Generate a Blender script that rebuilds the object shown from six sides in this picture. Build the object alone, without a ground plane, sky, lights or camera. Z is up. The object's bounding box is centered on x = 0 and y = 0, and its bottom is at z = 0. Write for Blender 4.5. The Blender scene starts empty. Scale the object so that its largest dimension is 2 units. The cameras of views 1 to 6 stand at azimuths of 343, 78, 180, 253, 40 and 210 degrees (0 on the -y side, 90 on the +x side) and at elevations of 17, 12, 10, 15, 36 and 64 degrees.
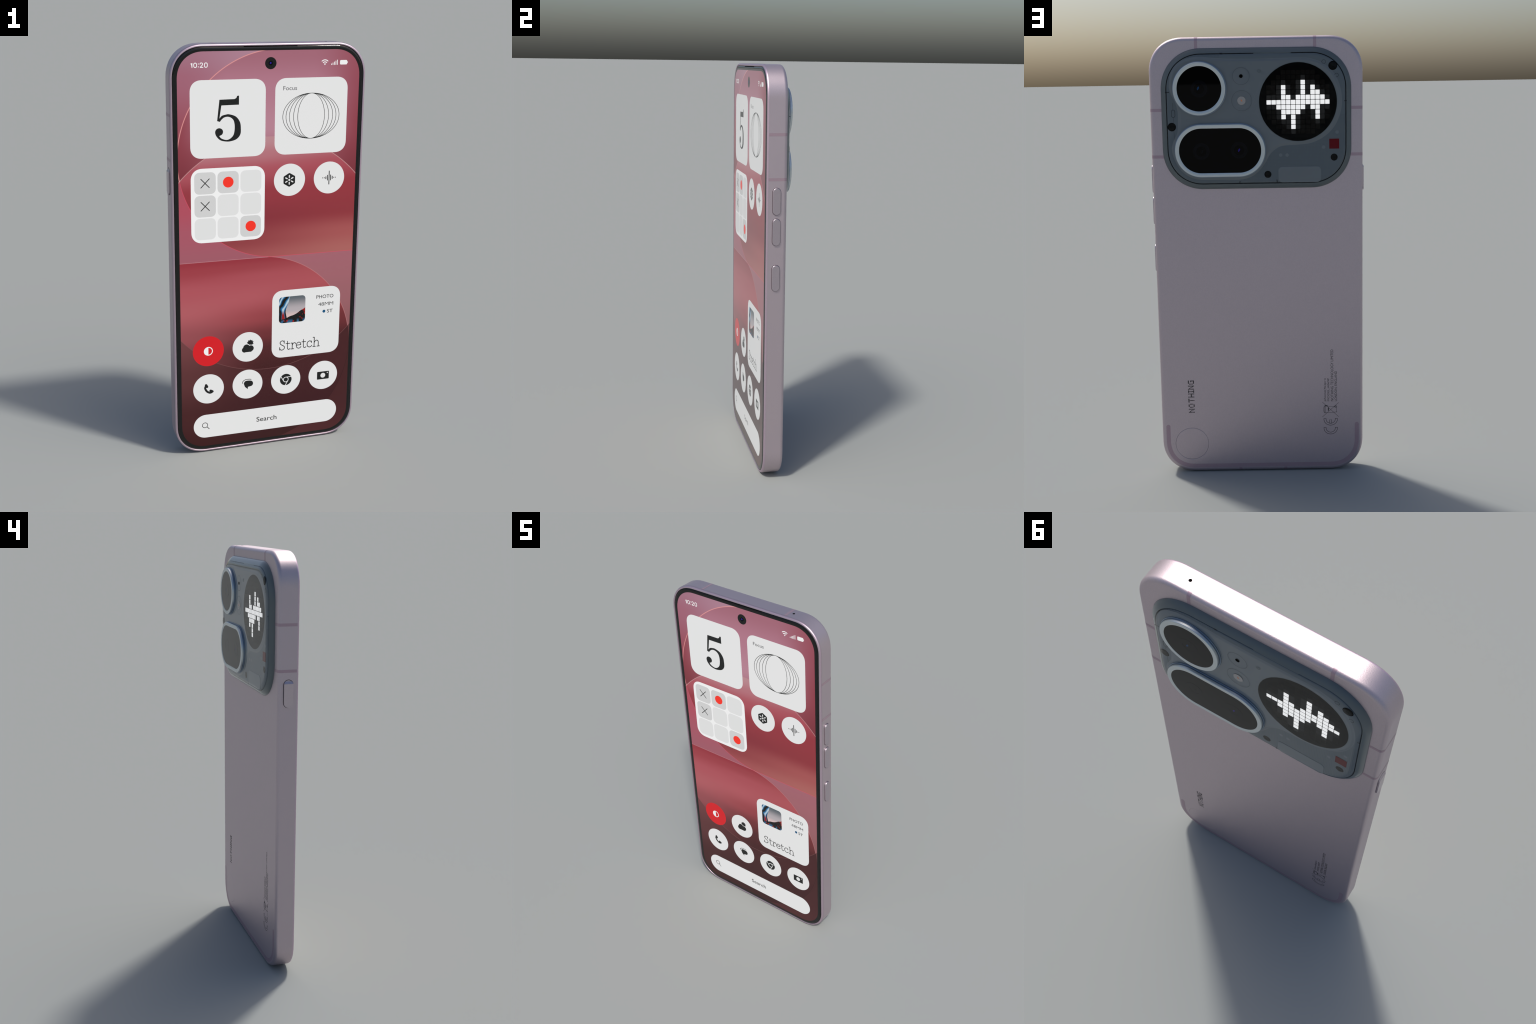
import bpy, math
from mathutils import Vector
from mathutils.geometry import tessellate_polygon

# ------------------------------------------------------------------ sizes
HW, H = 0.4690, 2.0                  # half width and height of the body
BODY_R, BODY_N = 0.155, 2.2         # corner reach and squareness
BACK_Y = 0.0272                     # rear plane of the metal body
GLASS_Y = -0.0712                   # front plane of the cover glass
BUMP = (0.4195, 1.3352, 1.9535, 0.180, 2.06)   # camera plateau outline
BUMP_Y = 0.0570                     # flat of the plateau glass
LENS_Y = 0.0718                     # top of the lens rings
LAYER = 0.00011                     # step between layers of the picture


# ------------------------------------------------------------------ nodes
def lin(c):
    return tuple((v / 12.92 if v <= 0.04045 else ((v + 0.055) / 1.055) ** 2.4) for v in (x / 255 for x in c)) + (1.0,)


class Tree:
    def __init__(self, name):
        self.mat = bpy.data.materials.new(name)
        self.mat.use_nodes = True
        self.t = self.mat.node_tree
        self.t.nodes.clear()
        self.out = self.t.nodes.new("ShaderNodeOutputMaterial")

    def node(self, kind, **settings):
        n = self.t.nodes.new(kind)
        for k, v in settings.items():
            setattr(n, k, v)
        return n

    def put(self, socket, value):
        if isinstance(value, bpy.types.NodeSocket):
            self.t.links.new(value, socket)
        elif value is not None:
            socket.default_value = value

    def m(self, op, a, b=None, c=None):
        n = self.node("ShaderNodeMath", operation=op)
        for s, v in zip(n.inputs, (a, b, c)):
            self.put(s, v)
        return n.outputs[0]

    def xyz(self):
        s = self.node("ShaderNodeSeparateXYZ")
        self.put(s.inputs[0], self.node("ShaderNodeTexCoord").outputs["Object"])
        return s.outputs[0], s.outputs[1], s.outputs[2]

    def step(self, v, lo, hi):
        n = self.node("ShaderNodeMapRange", interpolation_type="SMOOTHSTEP")
        self.put(n.inputs[0], v)
        n.inputs[1].default_value, n.inputs[2].default_value = lo, hi
        return n.outputs[0]

    def dist(self, x, z, cx, cz):
        return self.m("SQRT", self.m("ADD", self.m("POWER", self.m("SUBTRACT", x, cx), 2.0),
                                     self.m("POWER", self.m("SUBTRACT", z, cz), 2.0)))

    def ramp(self, v, stops, reach=2.0):
        n = self.node("ShaderNodeValToRGB")
        self.put(n.inputs[0], self.m("DIVIDE", v, reach))
        e = n.color_ramp.elements
        n.color_ramp.interpolation = "EASE"
        for i, (p, c) in enumerate(stops):
            el = e[i] if i < 2 else e.new(p / reach)
            el.position, el.color = p / reach, pix(c)
        return n.outputs[0]

    def mix(self, f, a, b, blend="MIX"):
        n = self.node("ShaderNodeMix", data_type="RGBA", blend_type=blend)
        self.put(n.inputs[0], f)
        self.put(n.inputs[6], a)
        self.put(n.inputs[7], b)
        return n.outputs[2]

    def noise(self, scale, detail=2.0):
        n = self.node("ShaderNodeTexNoise")
        n.inputs["Scale"].default_value = scale
        n.inputs["Detail"].default_value = detail
        self.put(n.inputs["Vector"], self.node("ShaderNodeTexCoord").outputs["Object"])
        return n.outputs["Fac"]

    def bump(self, height, strength, distance):
        n = self.node("ShaderNodeBump")
        n.inputs["Strength"].default_value = strength
        n.inputs["Distance"].default_value = distance
        self.put(n.inputs["Height"], height)
        return n.outputs[0]

    def principled(self, colour, rough, metal=0.0, normal=None, **more):
        p = self.node("ShaderNodeBsdfPrincipled")
        self.put(p.inputs["Base Color"], colour)
        self.put(p.inputs["Roughness"], rough)
        self.put(p.inputs["Metallic"], metal)
        if normal is not None:
            self.put(p.inputs["Normal"], normal)
        for k, v in more.items():
            self.put(p.inputs[k], v)
        self.put(self.out.inputs[0], p.outputs[0])
        return self.mat

    def behind_glass(self, shader, ior=1.5, rough=0.0):
        f = self.node("ShaderNodeFresnel")
        f.inputs[0].default_value = ior
        g = self.node("ShaderNodeBsdfGlossy")
        g.inputs["Roughness"].default_value = rough
        g.inputs["Color"].default_value = (1, 1, 1, 1)
        x = self.node("ShaderNodeMixShader")
        self.put(x.inputs[0], f.outputs[0])
        self.put(x.inputs[1], shader)
        self.put(x.inputs[2], g.outputs[0])
        self.put(self.out.inputs[0], x.outputs[0])
        return self.mat

    def under_coating(self, shader, f0=0.007, rough=0.02):
        """anti-reflection coated glass: hardly any mirror image face on, plenty at a slant"""
        w = self.node("ShaderNodeLayerWeight")
        w.inputs[0].default_value = 0.5
        f = self.m("ADD", f0, self.m("MULTIPLY", 1.0 - f0, self.m("POWER", w.outputs["Facing"], 5.0)))
        g = self.node("ShaderNodeBsdfGlossy")
        g.inputs["Roughness"].default_value = rough
        g.inputs["Color"].default_value = (1, 1, 1, 1)
        x = self.node("ShaderNodeMixShader")
        self.put(x.inputs[0], f)
        self.put(x.inputs[1], shader)
        self.put(x.inputs[2], g.outputs[0])
        self.put(self.out.inputs[0], x.outputs[0])
        return self.mat

    def glow(self, colour):
        e = self.node("ShaderNodeEmission")
        self.put(e.inputs[0], colour)
        self.put(self.out.inputs[0], e.outputs[0])
        return self.mat

    def lit(self, colour, strength=1.0):
        """a glowing picture element under the cover glass"""
        e = self.node("ShaderNodeEmission")
        self.put(e.inputs[0], colour)
        e.inputs[1].default_value = strength
        return self.behind_glass(e.outputs[0])


def pix(c):
    """picture colour without the faint mirror image the glass adds on top"""
    return tuple(max((v - 0.0150) / 0.955, 0.0) for v in lin(c)[:3]) + (1.0,)


def pixel(name, c):
    return Tree(name).lit(pix(c))


def metal(name, c, rough, grain=0.10, ring=False, metallic=0.88):
    t = Tree(name)
    fine = t.noise(420.0, 1.0)
    colour = t.mix(t.step(fine, 0.3, 0.7), (c[0] * 0.93, c[1] * 0.93, c[2] * 0.93, 1), (c[0], c[1], c[2], 1))
    h = t.m("MULTIPLY", fine, 0.00025 * grain * 10)
    if ring:                            # engraved hairline circle low on the back
        x, y, z = t.xyz()
        d = t.m("ABSOLUTE", t.m("SUBTRACT", t.dist(x, z, 0.331, 0.138), 0.0769))
        back = t.m("GREATER_THAN", y, 0.025)
        groove = t.m("MULTIPLY", t.m("SUBTRACT", 1.0, t.step(d, 0.0, 0.0016)), back)
        h = t.m("SUBTRACT", h, t.m("MULTIPLY", groove, 0.0012))
    return t.principled(colour, rough, metallic, t.bump(h, 1.0, 1.0))


def slate(name, c, rough, dots=False):
    t = Tree(name)
    colour = lin(c)
    normal = None
    if dots:                            # punched speaker mesh in two areas
        x, y, z = t.xyz()
        cell = 0.0062
        fx = t.m("SUBTRACT", t.m("FRACT", t.m("DIVIDE", x, cell)), 0.5)
        fz = t.m("SUBTRACT", t.m("FRACT", t.m("DIVIDE", z, cell)), 0.5)
        r = t.m("SQRT", t.m("ADD", t.m("MULTIPLY", fx, fx), t.m("MULTIPLY", fz, fz)))
        hole = t.m("SUBTRACT", 1.0, t.step(r, 0.14, 0.30))
        low = t.m("MULTIPLY", t.m("LESS_THAN", x, 0.075), t.m("LESS_THAN", z, 1.66))
        high = t.m("MULTIPLY", t.m("GREATER_THAN", x, 0.155), t.m("GREATER_THAN", z, 1.80))
        f = t.m("MULTIPLY", hole, t.m("MAXIMUM", low, high))
        dark = tuple(v * 0.66 for v in colour[:3]) + (1,)
        colour = t.mix(f, colour, dark)
        normal = t.bump(f, 0.3, 0.001)
    return t.principled(colour, rough, 0.0, normal)


def flat(name, c, rough=0.5, metallic=0.0, shine=0.5):
    return Tree(name).principled(lin(c), rough, metallic, None, **{"Specular IOR Level": shine})


def clear_cover(name):
    t = Tree(name)
    b = t.node("ShaderNodeBsdfTransparent")
    b.inputs[0].default_value = (0.96, 0.965, 0.965, 1)
    return t.under_coating(b.outputs[0], 0.006, 0.03)


def black_glass(name, c=(5, 5, 5), coated=True):
    t = Tree(name)
    d = t.node("ShaderNodeBsdfDiffuse")
    d.inputs[0].default_value = lin(c)
    return t.under_coating(d.outputs[0]) if coated else t.behind_glass(d.outputs[0], 1.5, 0.07)


def wallpaper():
    """two big discs, one above and one below, crossed by a third round the middle"""
    t = Tree("wallpaper_pixels")
    x, y, z = t.xyz()
    ax = t.m("ABSOLUTE", x)
    mid = 0.9945
    da = t.m("SUBTRACT", t.dist(x, z, 0.051, 1.4845), 0.4915)      # upper disc
    dl = t.m("SUBTRACT", t.dist(x, z, -0.058, 0.5070), 0.4925)     # lower disc
    db = t.m("SUBTRACT", t.dist(x, z, 0.0, 0.9950), 0.5825)        # middle disc
    s = 0.0009
    in_a, in_l, in_b = (t.m("SUBTRACT", 1.0, t.step(d, -s, s)) for d in (da, dl, db))
    upper = t.step(z, mid - s, mid + s)
    # right of its centre the upper disc fills its half down to the line, the lower one its half up to it
    in_a = t.m("MAXIMUM", in_a, t.m("GREATER_THAN", x, 0.051))
    in_l = t.m("MAXIMUM", in_l, t.m("LESS_THAN", x, -0.058))

    edge = t.step(ax, 0.20, 0.45)
    right = t.step(x, -0.15, 0.43)
    left = t.step(t.m("MULTIPLY", x, -1.0), 0.0, 0.43)

    c_out = t.mix(left, pix((172, 131, 147)), t.ramp(z, [(1.45, (112, 58, 66)), (1.60, (150, 78, 90)), (1.85, (158, 100, 116)), (1.96, (160, 112, 128))]))
    a_top = t.ramp(z, [(1.38, (132, 62, 70)), (1.48, (150, 84, 94)), (1.62, (180, 130, 145)), (1.80, (174, 120, 136)), (1.96, (160, 104, 118))])
    a_edge = t.ramp(z, [(1.38, (122, 56, 64)), (1.60, (140, 66, 76)), (1.80, (146, 76, 88)), (1.97, (150, 82, 94))])
    c_a = t.mix(edge, a_top, a_edge)
    b_up = t.ramp(z, [(1.00, (158, 82, 84)), (1.08, (142, 66, 70)), (1.19, (132, 54, 62)), (1.32, (146, 60, 68)), (1.42, (168, 84, 94)), (1.50, (178, 116, 124)), (1.57, (184, 138, 144))])
    b_warm = t.ramp(z, [(1.00, (168, 100, 96)), (1.10, (162, 86, 86)), (1.20, (140, 58, 64)), (1.35, (146, 58, 66)), (1.45, (166, 80, 90)), (1.55, (180, 124, 132))])
    c_b = t.mix(right, b_up, b_warm)
    c_left = t.ramp(z, [(1.00, (158, 92, 104)), (1.12, (164, 88, 102)), (1.26, (172, 80, 95)), (1.38, (166, 84, 96))])
    c_right = t.ramp(z, [(0.60, (140, 92, 94)), (0.78, (152, 98, 104)), (0.90, (158, 100, 108)), (0.99, (160, 100, 110))])
    l_main = t.ramp(z, [(0.42, (70, 38, 39)), (0.52, (82, 43, 45)), (0.60, (112, 54, 57)), (0.69, (150, 70, 75)), (0.80, (172, 88, 95)), (0.90, (166, 80, 88)), (0.955, (152, 66, 73)), (0.99, (146, 56, 65))])
    l_right = t.ramp(z, [(0.42, (70, 38, 39)), (0.55, (80, 42, 44)), (0.66, (110, 52, 55)), (0.76, (150, 68, 72)), (0.86, (170, 84, 90)), (0.93, (165, 80, 85)), (0.99, (150, 60, 68))])
    l_left = t.ramp(z, [(0.50, (112, 62, 65)), (0.62, (146, 78, 83)), (0.75, (172, 92, 98)), (0.85, (170, 84, 92)), (0.95, (154, 64, 72)), (0.99, (148, 56, 65))])
    c_l = t.mix(left, t.mix(right, l_main, l_right), l_left)
    c_low = t.mix(left, t.ramp(z, [(0.02, (60, 34, 35)), (0.20, (64, 35, 38)), (0.42, (72, 40, 42))]),
                  t.ramp(z, [(0.02, (62, 33, 34)), (0.20, (72, 40, 41)), (0.40, (92, 54, 55)), (0.60, (112, 66, 68))]))
    c_corner = t.ramp(z, [(0.02, (78, 43, 45)), (0.20, (72, 40, 42)), (0.45, (70, 40, 41)), (0.60, (100, 62, 63))])

    top = t.mix(in_b, t.mix(in_a, c_out, c_a), t.mix(in_a, c_left, c_b))
    low = t.mix(in_b, t.mix(in_l, c_corner, c_low), t.mix(in_l, c_right, c_l))
    c = t.mix(upper, low, top)

    def hair(d, w, where, colour, strength, c):
        n = t.m("SUBTRACT", 1.0, t.step(t.m("ABSOLUTE", d), w * 0.35, w))
        return t.mix(t.m("MULTIPLY", t.m("MULTIPLY", n, where), strength), c, pix(colour))

    above_b = t.m("MULTIPLY", upper, t.m("SUBTRACT", 1.0, in_b))
    left_half = t.m("LESS_THAN", x, 0.051)
    c = hair(da, 0.0030, t.m("MULTIPLY", above_b, left_half), (222, 150, 148), 0.85, c)
    c = hair(da, 0.0022, t.m("MULTIPLY", t.m("MULTIPLY", upper, in_b), left_half), (205, 80, 100), 0.75, c)
    c = hair(t.m("SUBTRACT", z, mid), 0.0020, t.m("GREATER_THAN", x, 0.0), (205, 80, 98), 0.8, c)
    c = hair(t.m("SUBTRACT", z, mid), 0.0020, t.m("LESS_THAN", x, 0.0), (190, 135, 142), 0.7, c)
    c = hair(db, 0.0026, t.m("MULTIPLY", upper, t.step(ax, 0.10, 0.30)), (205, 158, 158), 0.6, c)
    lower = t.m("SUBTRACT", 1.0, upper)
    right_half = t.m("GREATER_THAN", x, -0.058)
    c = hair(dl, 0.0024, t.m("MULTIPLY", t.m("MULTIPLY", lower, right_half), in_b), (190, 125, 128), 0.6, c)
    c = hair(dl, 0.0020, t.m("MULTIPLY", t.m("MULTIPLY", lower, right_half), t.m("SUBTRACT", 1.0, in_b)), (52, 28, 30), 0.6, c)
    c = hair(db, 0.0020, lower, (128, 86, 86), 0.5, c)
    return t.lit(c)


def photo():
    """small still: pale sky, blue and white cloth on the left, dark red shape low on the right"""
    t = Tree("photo_pixels")
    x, y, z = t.xyz()
    u = t.m("DIVIDE", t.m("SUBTRACT", x, 0.0585), 0.1370)
    v = t.m("DIVIDE", t.m("SUBTRACT", z, 0.6455), 0.1370)
    n = t.m("SUBTRACT", t.noise(16.0, 1.0), 0.5)
    c = t.ramp(v, [(0.25, (212, 186, 184)), (0.5, (176, 168, 172)), (1.0, (92, 100, 106))], 1.0)
    w = t.m("ADD", u, t.m("MULTIPLY", n, 0.35))
    streak = t.m("SINE", t.m("MULTIPLY", t.m("ADD", t.m("ADD", u, t.m("MULTIPLY", v, -0.35)), t.m("MULTIPLY", n, 0.5)), 21.0))
    cloth = t.mix(t.step(streak, -0.5, 0.3), pix((16, 20, 30)), pix((44, 108, 156)))
    cloth = t.mix(t.step(streak, 0.55, 0.95), cloth, pix((176, 198, 210)))
    cloth = t.mix(t.m("MULTIPLY", t.step(t.m("MULTIPLY", v, -1.0), -0.5, -0.3), t.step(streak, 0.0, 0.5)), cloth, pix((150, 40, 40)))
    c = t.mix(t.m("LESS_THAN", w, t.m("ADD", 0.26, t.m("MULTIPLY", v, 0.14))), c, cloth)
    hill = t.m("ADD", t.m("MULTIPLY", t.m("POWER", u, 2.0), 0.42), t.m("ADD", 0.16, t.m("MULTIPLY", n, 0.25)))
    dark = t.mix(t.step(t.noise(60.0, 2.0), 0.58, 0.62), pix((14, 14, 18)), pix((150, 34, 34)))
    dark = t.mix(t.m("MULTIPLY", t.step(t.m("MULTIPLY", v, -1.0), -0.16, -0.04), t.step(streak, -0.2, 0.6)), dark, pix((52, 96, 132)))
    c = t.mix(t.m("LESS_THAN", v, hill), c, dark)
    return t.lit(c)


M = {
    "metal": metal("anodised_lilac_metal", (0.580, 0.495, 0.535), 0.48, grain=0.10, ring=True),
    "rim": metal("polished_pink_lilac_rim", (0.60, 0.475, 0.56), 0.44, grain=0.02),
    "antenna": metal("mauve_antenna_polymer", (0.45, 0.33, 0.385), 0.45, grain=0.02, metallic=0.6),
    "button": metal("lilac_button_metal", (0.55, 0.48, 0.53), 0.30, grain=0.03),
    "gap": flat("dark_mauve_gap", (58, 46, 56), 0.6),
    "bezel": black_glass("black_bezel_glass", (4, 4, 4), False),
    "black": Tree("black_void").principled(lin((4, 4, 4)), 0.8, 0.0, None, **{"Specular IOR Level": 0.05}),
    "slate": slate("slate_blue_wall", (95, 104, 107), 0.4),
    "floor": slate("slate_blue_floor", (94, 104, 111), 0.5, dots=True),
    "plate": slate("slate_grey_plate", (112, 119, 124), 0.45),
    "edge": flat("soft_edge_grey", (78, 86, 93), 0.5),
    "seam": flat("dark_seam", (18, 20, 24), 0.7),
    "cover": clear_cover("clear_plateau_cover"),
    "ring": metal("silver_blue_ring", (0.60, 0.65, 0.675), 0.36, grain=0.01),
    "collar": metal("steel_blue_collar", (0.22, 0.28, 0.36), 0.35, grain=0.01),
    "lens": black_glass("black_lens_glass", (4, 4, 4)),
    "iris": black_glass("dark_iris_glass", (11, 12, 16)),
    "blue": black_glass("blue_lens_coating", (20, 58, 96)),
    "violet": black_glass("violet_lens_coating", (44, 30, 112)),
    "screw": flat("black_screw", (5, 6, 6), 0.5, shine=0.12),
    "flash": flat("pale_flash_reflector", (160, 158, 160), 0.25, 0.6),
    "amber": flat("amber_flash_core", (214, 130, 84), 0.4),
    "red_square": flat("dark_red_square", (106, 10, 22), 0.6, shine=0.1),
    "ink": flat("charcoal_print", (16, 16, 18), 0.6),
    "led": Tree("white_led").glow(lin((240, 241, 243))),
    "led_off": Tree("unlit_led").glow(lin((8, 8, 8))),
    "led_glow": Tree("faintly_lit_led").glow(lin((27, 28, 29))),  # spill from neighbouring lit cells baked into an unlit cell's brightness
    "wall": wallpaper(),
    "photo": photo(),
    "white": pixel("white_widget_pixels", (226, 226, 226)),
    "paper": pixel("bright_widget_pixels", (238, 238, 238)),
    "grey": pixel("grey_tile_pixels", (206, 206, 206)),
    "pale": pixel("pale_tile_pixels", (221, 221, 221)),
    "dark": pixel("charcoal_pixels", (38, 39, 39)),
    "line": pixel("grey_line_pixels", (56, 57, 57)),
    "label": pixel("soft_grey_pixels", (110, 110, 112)),
    "red": pixel("signal_red_pixels", (241, 58, 46)),
    "crimson": pixel("crimson_pixels", (207, 38, 44)),
    "teal": pixel("teal_pixels", (18, 84, 122)),
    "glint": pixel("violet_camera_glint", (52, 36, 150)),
}

# ------------------------------------------------------------------ objects
PHONE = bpy.data.objects.new("smartphone", None)
bpy.context.scene.collection.objects.link(PHONE)
PHONE["label"] = "lilac metal smartphone with red wallpaper screen and rear camera plateau"
PHONE["category"] = "phone"


def add(name, verts, faces, mat, parent=PHONE, smooth=None):
    me = bpy.data.meshes.new(name)
    me.from_pydata([tuple(v) for v in verts], [], faces)
    me.materials.append(M[mat])
    if smooth is not None:
        me.polygons.foreach_set("use_smooth", [True] * len(me.polygons))
        me.set_sharp_from_angle(angle=math.radians(smooth))
    me.update()
    o = bpy.data.objects.new(name, me)
    bpy.context.scene.collection.objects.link(o)
    o.parent = parent
    return o


# ------------------------------------------------------------------ outlines (x, z)
def squircle(hw, z0, z1, r, n=2.0, inset=0.0, k=20):
    """counter-clockwise seen from -y; corners are superellipse arcs, moved inward by inset"""
    pts = []
    for sx, sz, flip in ((1, 1, 0), (-1, 1, 1), (-1, -1, 0), (1, -1, 1)):
        arc = []
        for i in range(k + 1):
            a = math.pi / 2 * i / k
            c, s = max(math.cos(a), 0) ** (2 / n), max(math.sin(a), 0) ** (2 / n)
            nx, nz = c ** (n - 1), s ** (n - 1)
            q = math.hypot(nx, nz)
            arc.append((sx * (hw - r + r * c - inset * nx / q),
                        ((z1 - r) if sz > 0 else (z0 + r)) + sz * (r * s - inset * nz / q)))
        pts += arc[::-1] if flip else arc
    return pts


def body(inset):
    return squircle(HW, 0.0, H, BODY_R, BODY_N, inset, 28)


def bump(inset):
    return squircle(*BUMP, inset, 28)


def circle(cx, cz, r, k=48):
    return [(cx + r * math.cos(2 * math.pi * i / k), cz + r * math.sin(2 * math.pi * i / k)) for i in range(k)]


def stadium(cx, cz, hx, hz, k=24):
    r = min(hx, hz)
    ex, ez = hx - r, hz - r
    out = []
    for i in range(4):
        for j in range(k // 2 + 1):
            a = math.pi / 2 * (i + j / (k // 2))
            out.append((cx + (ex if i in (0, 3) else -ex) + r * math.cos(a), cz + (ez if i < 2 else -ez) + r * math.sin(a)))
    return out


def box(cx, cz, hx, hz, r, n=2.3, k=10):
    return [(cx + x, z) for x, z in squircle(hx, cz - hz, cz + hz, r, n, 0.0, k)]


def spline(pts, closed=False, k=8):
    n, out = len(pts), []
    for i in range(n if closed else n - 1):
        p0, p1, p2, p3 = (pts[j % n] if closed else pts[max(0, min(n - 1, j))] for j in (i - 1, i, i + 1, i + 2))
        for s in range(k):
            t = s / k
            out.append(tuple(0.5 * (2 * b + (c - a) * t + (2 * a - 5 * b + 4 * c - d) * t * t + (3 * b - a - 3 * c + d) * t ** 3)
                             for a, b, c, d in zip(p0, p1, p2, p3)))
    return out if closed else out + [pts[-1]]


def stroke(pts, w, round_cap=True):
    """outline of a line of width w along pts"""
    a, b = [], []
    for i, p in enumerate(pts):
        q0, q1 = pts[max(i - 1, 0)], pts[min(i + 1, len(pts) - 1)]
        dx, dz = q1[0] - q0[0], q1[1] - q0[1]
        l = math.hypot(dx, dz) or 1.0
        nx, nz = -dz / l * w / 2, dx / l * w / 2
        a.append((p[0] + nx, p[1] + nz))
        b.append((p[0] - nx, p[1] - nz))
    caps = [[], []]
    if round_cap:
        for e, (p, s, c) in enumerate(((pts[-1], a[-1], caps[0]), (pts[0], b[0], caps[1]))):
            a0 = math.atan2(s[1] - p[1], s[0] - p[0])
            for i in range(1, 8):
                t = a0 - math.pi * i / 8
                c.append((p[0] + w / 2 * math.cos(t), p[1] + w / 2 * math.sin(t)))
    return a + caps[0] + b[::-1] + caps[1]


def arc(cx, cz, r, a0, a1, k=24):
    return [(cx + r * math.cos(math.radians(a0 + (a1 - a0) * i / k)), cz + r * math.sin(math.radians(a0 + (a1 - a0) * i / k))) for i in range(k + 1)]


# ------------------------------------------------------------------ solids
def loft(rings, cap_first=False, cap_last=False):
    n = len(rings[0])
    v = [p for r in rings for p in r]
    f = []
    for i in range(len(rings) - 1):
        for j in range(n):
            f.append((i * n + j, i * n + (j + 1) % n, (i + 1) * n + (j + 1) % n, (i + 1) * n + j))
    if cap_first:
        f.append(tuple(range(n))[::-1])
    if cap_last:
        f.append(tuple(range((len(rings) - 1) * n, len(rings) * n)))
    return v, f


def ring_at(outline, y):
    return [(x, y, z) for x, z in outline]


def shell(name, outline, profile, mat, smooth=40, cap_last=False, **kw):
    """profile of (inset, y) swept round an outline function; faces point outwards when y grows"""
    v, f = loft([ring_at(outline(d), y) for d, y in profile], cap_last=cap_last)
    f = [q[::-1] for q in f]
    return add(name, v, f, mat, smooth=smooth, **kw)


class Flat:
    """gathers flat figures into one thin raised mesh facing the front or the back"""

    def __init__(self, y, toward):
        self.v, self.f, self.y, self.toward, self.count = [], [], y, toward, 0

    def poly(self, *loops):
        y = self.y + self.toward * self.count * 0.000006
        self.count += 1
        base = len(self.v)
        flatten = [p for l in loops for p in l]
        tris = tessellate_polygon([[Vector((x, z, 0)) for x, z in l] for l in loops])
        n = len(flatten)
        self.v += [(x, y, z) for x, z in flatten] + [(x, y - self.toward * 0.00009, z) for x, z in flatten]
        for a, b, c in tris:
            (ax, az), (bx, bz), (cx, cz) = flatten[a], flatten[b], flatten[c]
            area = (bx - ax) * (cz - az) - (bz - az) * (cx - ax)
            if abs(area) < 1e-14:
                continue
            t = (a, b, c) if (area > 0) == (self.toward < 0) else (a, c, b)
            self.f.append(tuple(base + i for i in t))
        s = 0
        for l in loops:
            k = len(l)
            ccw = sum(l[i][0] * l[(i + 1) % k][1] - l[(i + 1) % k][0] * l[i][1] for i in range(k)) > 0
            outer = l is loops[0]
            for i in range(k):
                q = (base + s + i, base + s + (i + 1) % k, base + n + s + (i + 1) % k, base + n + s + i)
                self.f.append(q if ((ccw == outer) == (self.toward > 0)) else q[::-1])
            s += k
        return self

    def line(self, pts, w, cap=True):
        return self.poly(stroke(pts, w, cap))

    def done(self, name, mat, parent):
        return add(name, self.v, self.f, mat, parent)


def front(level):
    return Flat(GLASS_Y - LAYER * level, -1)


def rear(y):
    return Flat(y, 1)


# ================================================================== METAL BODY
FILLET = 0.0165
SIDE = [(0.0, -0.0605), (0.0, -0.0595), (0.0, -0.035), (0.0, 0.0097), (0.0, 0.0107)]
SIDE += [(FILLET * (1 - math.cos(a)), BACK_Y - FILLET + FILLET * math.sin(a)) for a in (math.pi / 2 * i / 8 for i in range(1, 9))]
BODY_PROFILE = SIDE + [(0.0172, BACK_Y), (0.030, BACK_Y)]
frame = shell("metal_body", body, BODY_PROFILE, "metal", smooth=50, cap_last=True)

RIM = spline([(0.0004, -0.0600), (0.0006, -0.0630), (0.0020, -0.0668), (0.0048, -0.0694), (0.0080, -0.0702), (0.0104, -0.0696), (0.0116, -0.0670), (0.0118, -0.0600)], k=4)
shell("front_rim", body, RIM[::-1], "rim", smooth=60)

# ------------------------------------------------------------------ antenna breaks
EPS = 0.0003


def wrap(points, at, half, on_side, sign, name="antenna_line"):
    """ribbon that follows the section (distance from the edge, y) across the frame"""
    v, f = [], []
    for i, (d, y) in enumerate(points):
        p0, p1 = points[max(i - 1, 0)], points[min(i + 1, len(points) - 1)]
        td, ty = p1[0] - p0[0], p1[1] - p0[1]
        l = math.hypot(td, ty)
        d2, y2 = d - EPS * ty / l, y + EPS * td / l
        for e in (-half, half):
            if on_side:
                v.append((sign * (HW - d2), y2, at + e))
            else:
                v.append((at + e, y2, (H - d2) if sign > 0 else d2))
    for i in range(len(points) - 1):
        q = (2 * i, 2 * i + 1, 2 * i + 3, 2 * i + 2)
        turn = (sign > 0) if on_side else (sign < 0)
        f.append(q[::-1] if turn else q)
    return add(name, v, f, "antenna", frame, smooth=60)


for sgn in (1, -1):
    for zz in (1.6877, 1.4830):
        wrap(BODY_PROFILE + [(0.066, BACK_Y)], zz, 0.0068, True, sgn)
    wrap(BODY_PROFILE + [(0.058, BACK_Y)], sgn * 0.2590, 0.0069, False, 1)
    wrap(SIDE + [(0.0175, BACK_Y)], sgn * 0.1060, 0.0069, False, -1)

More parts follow.
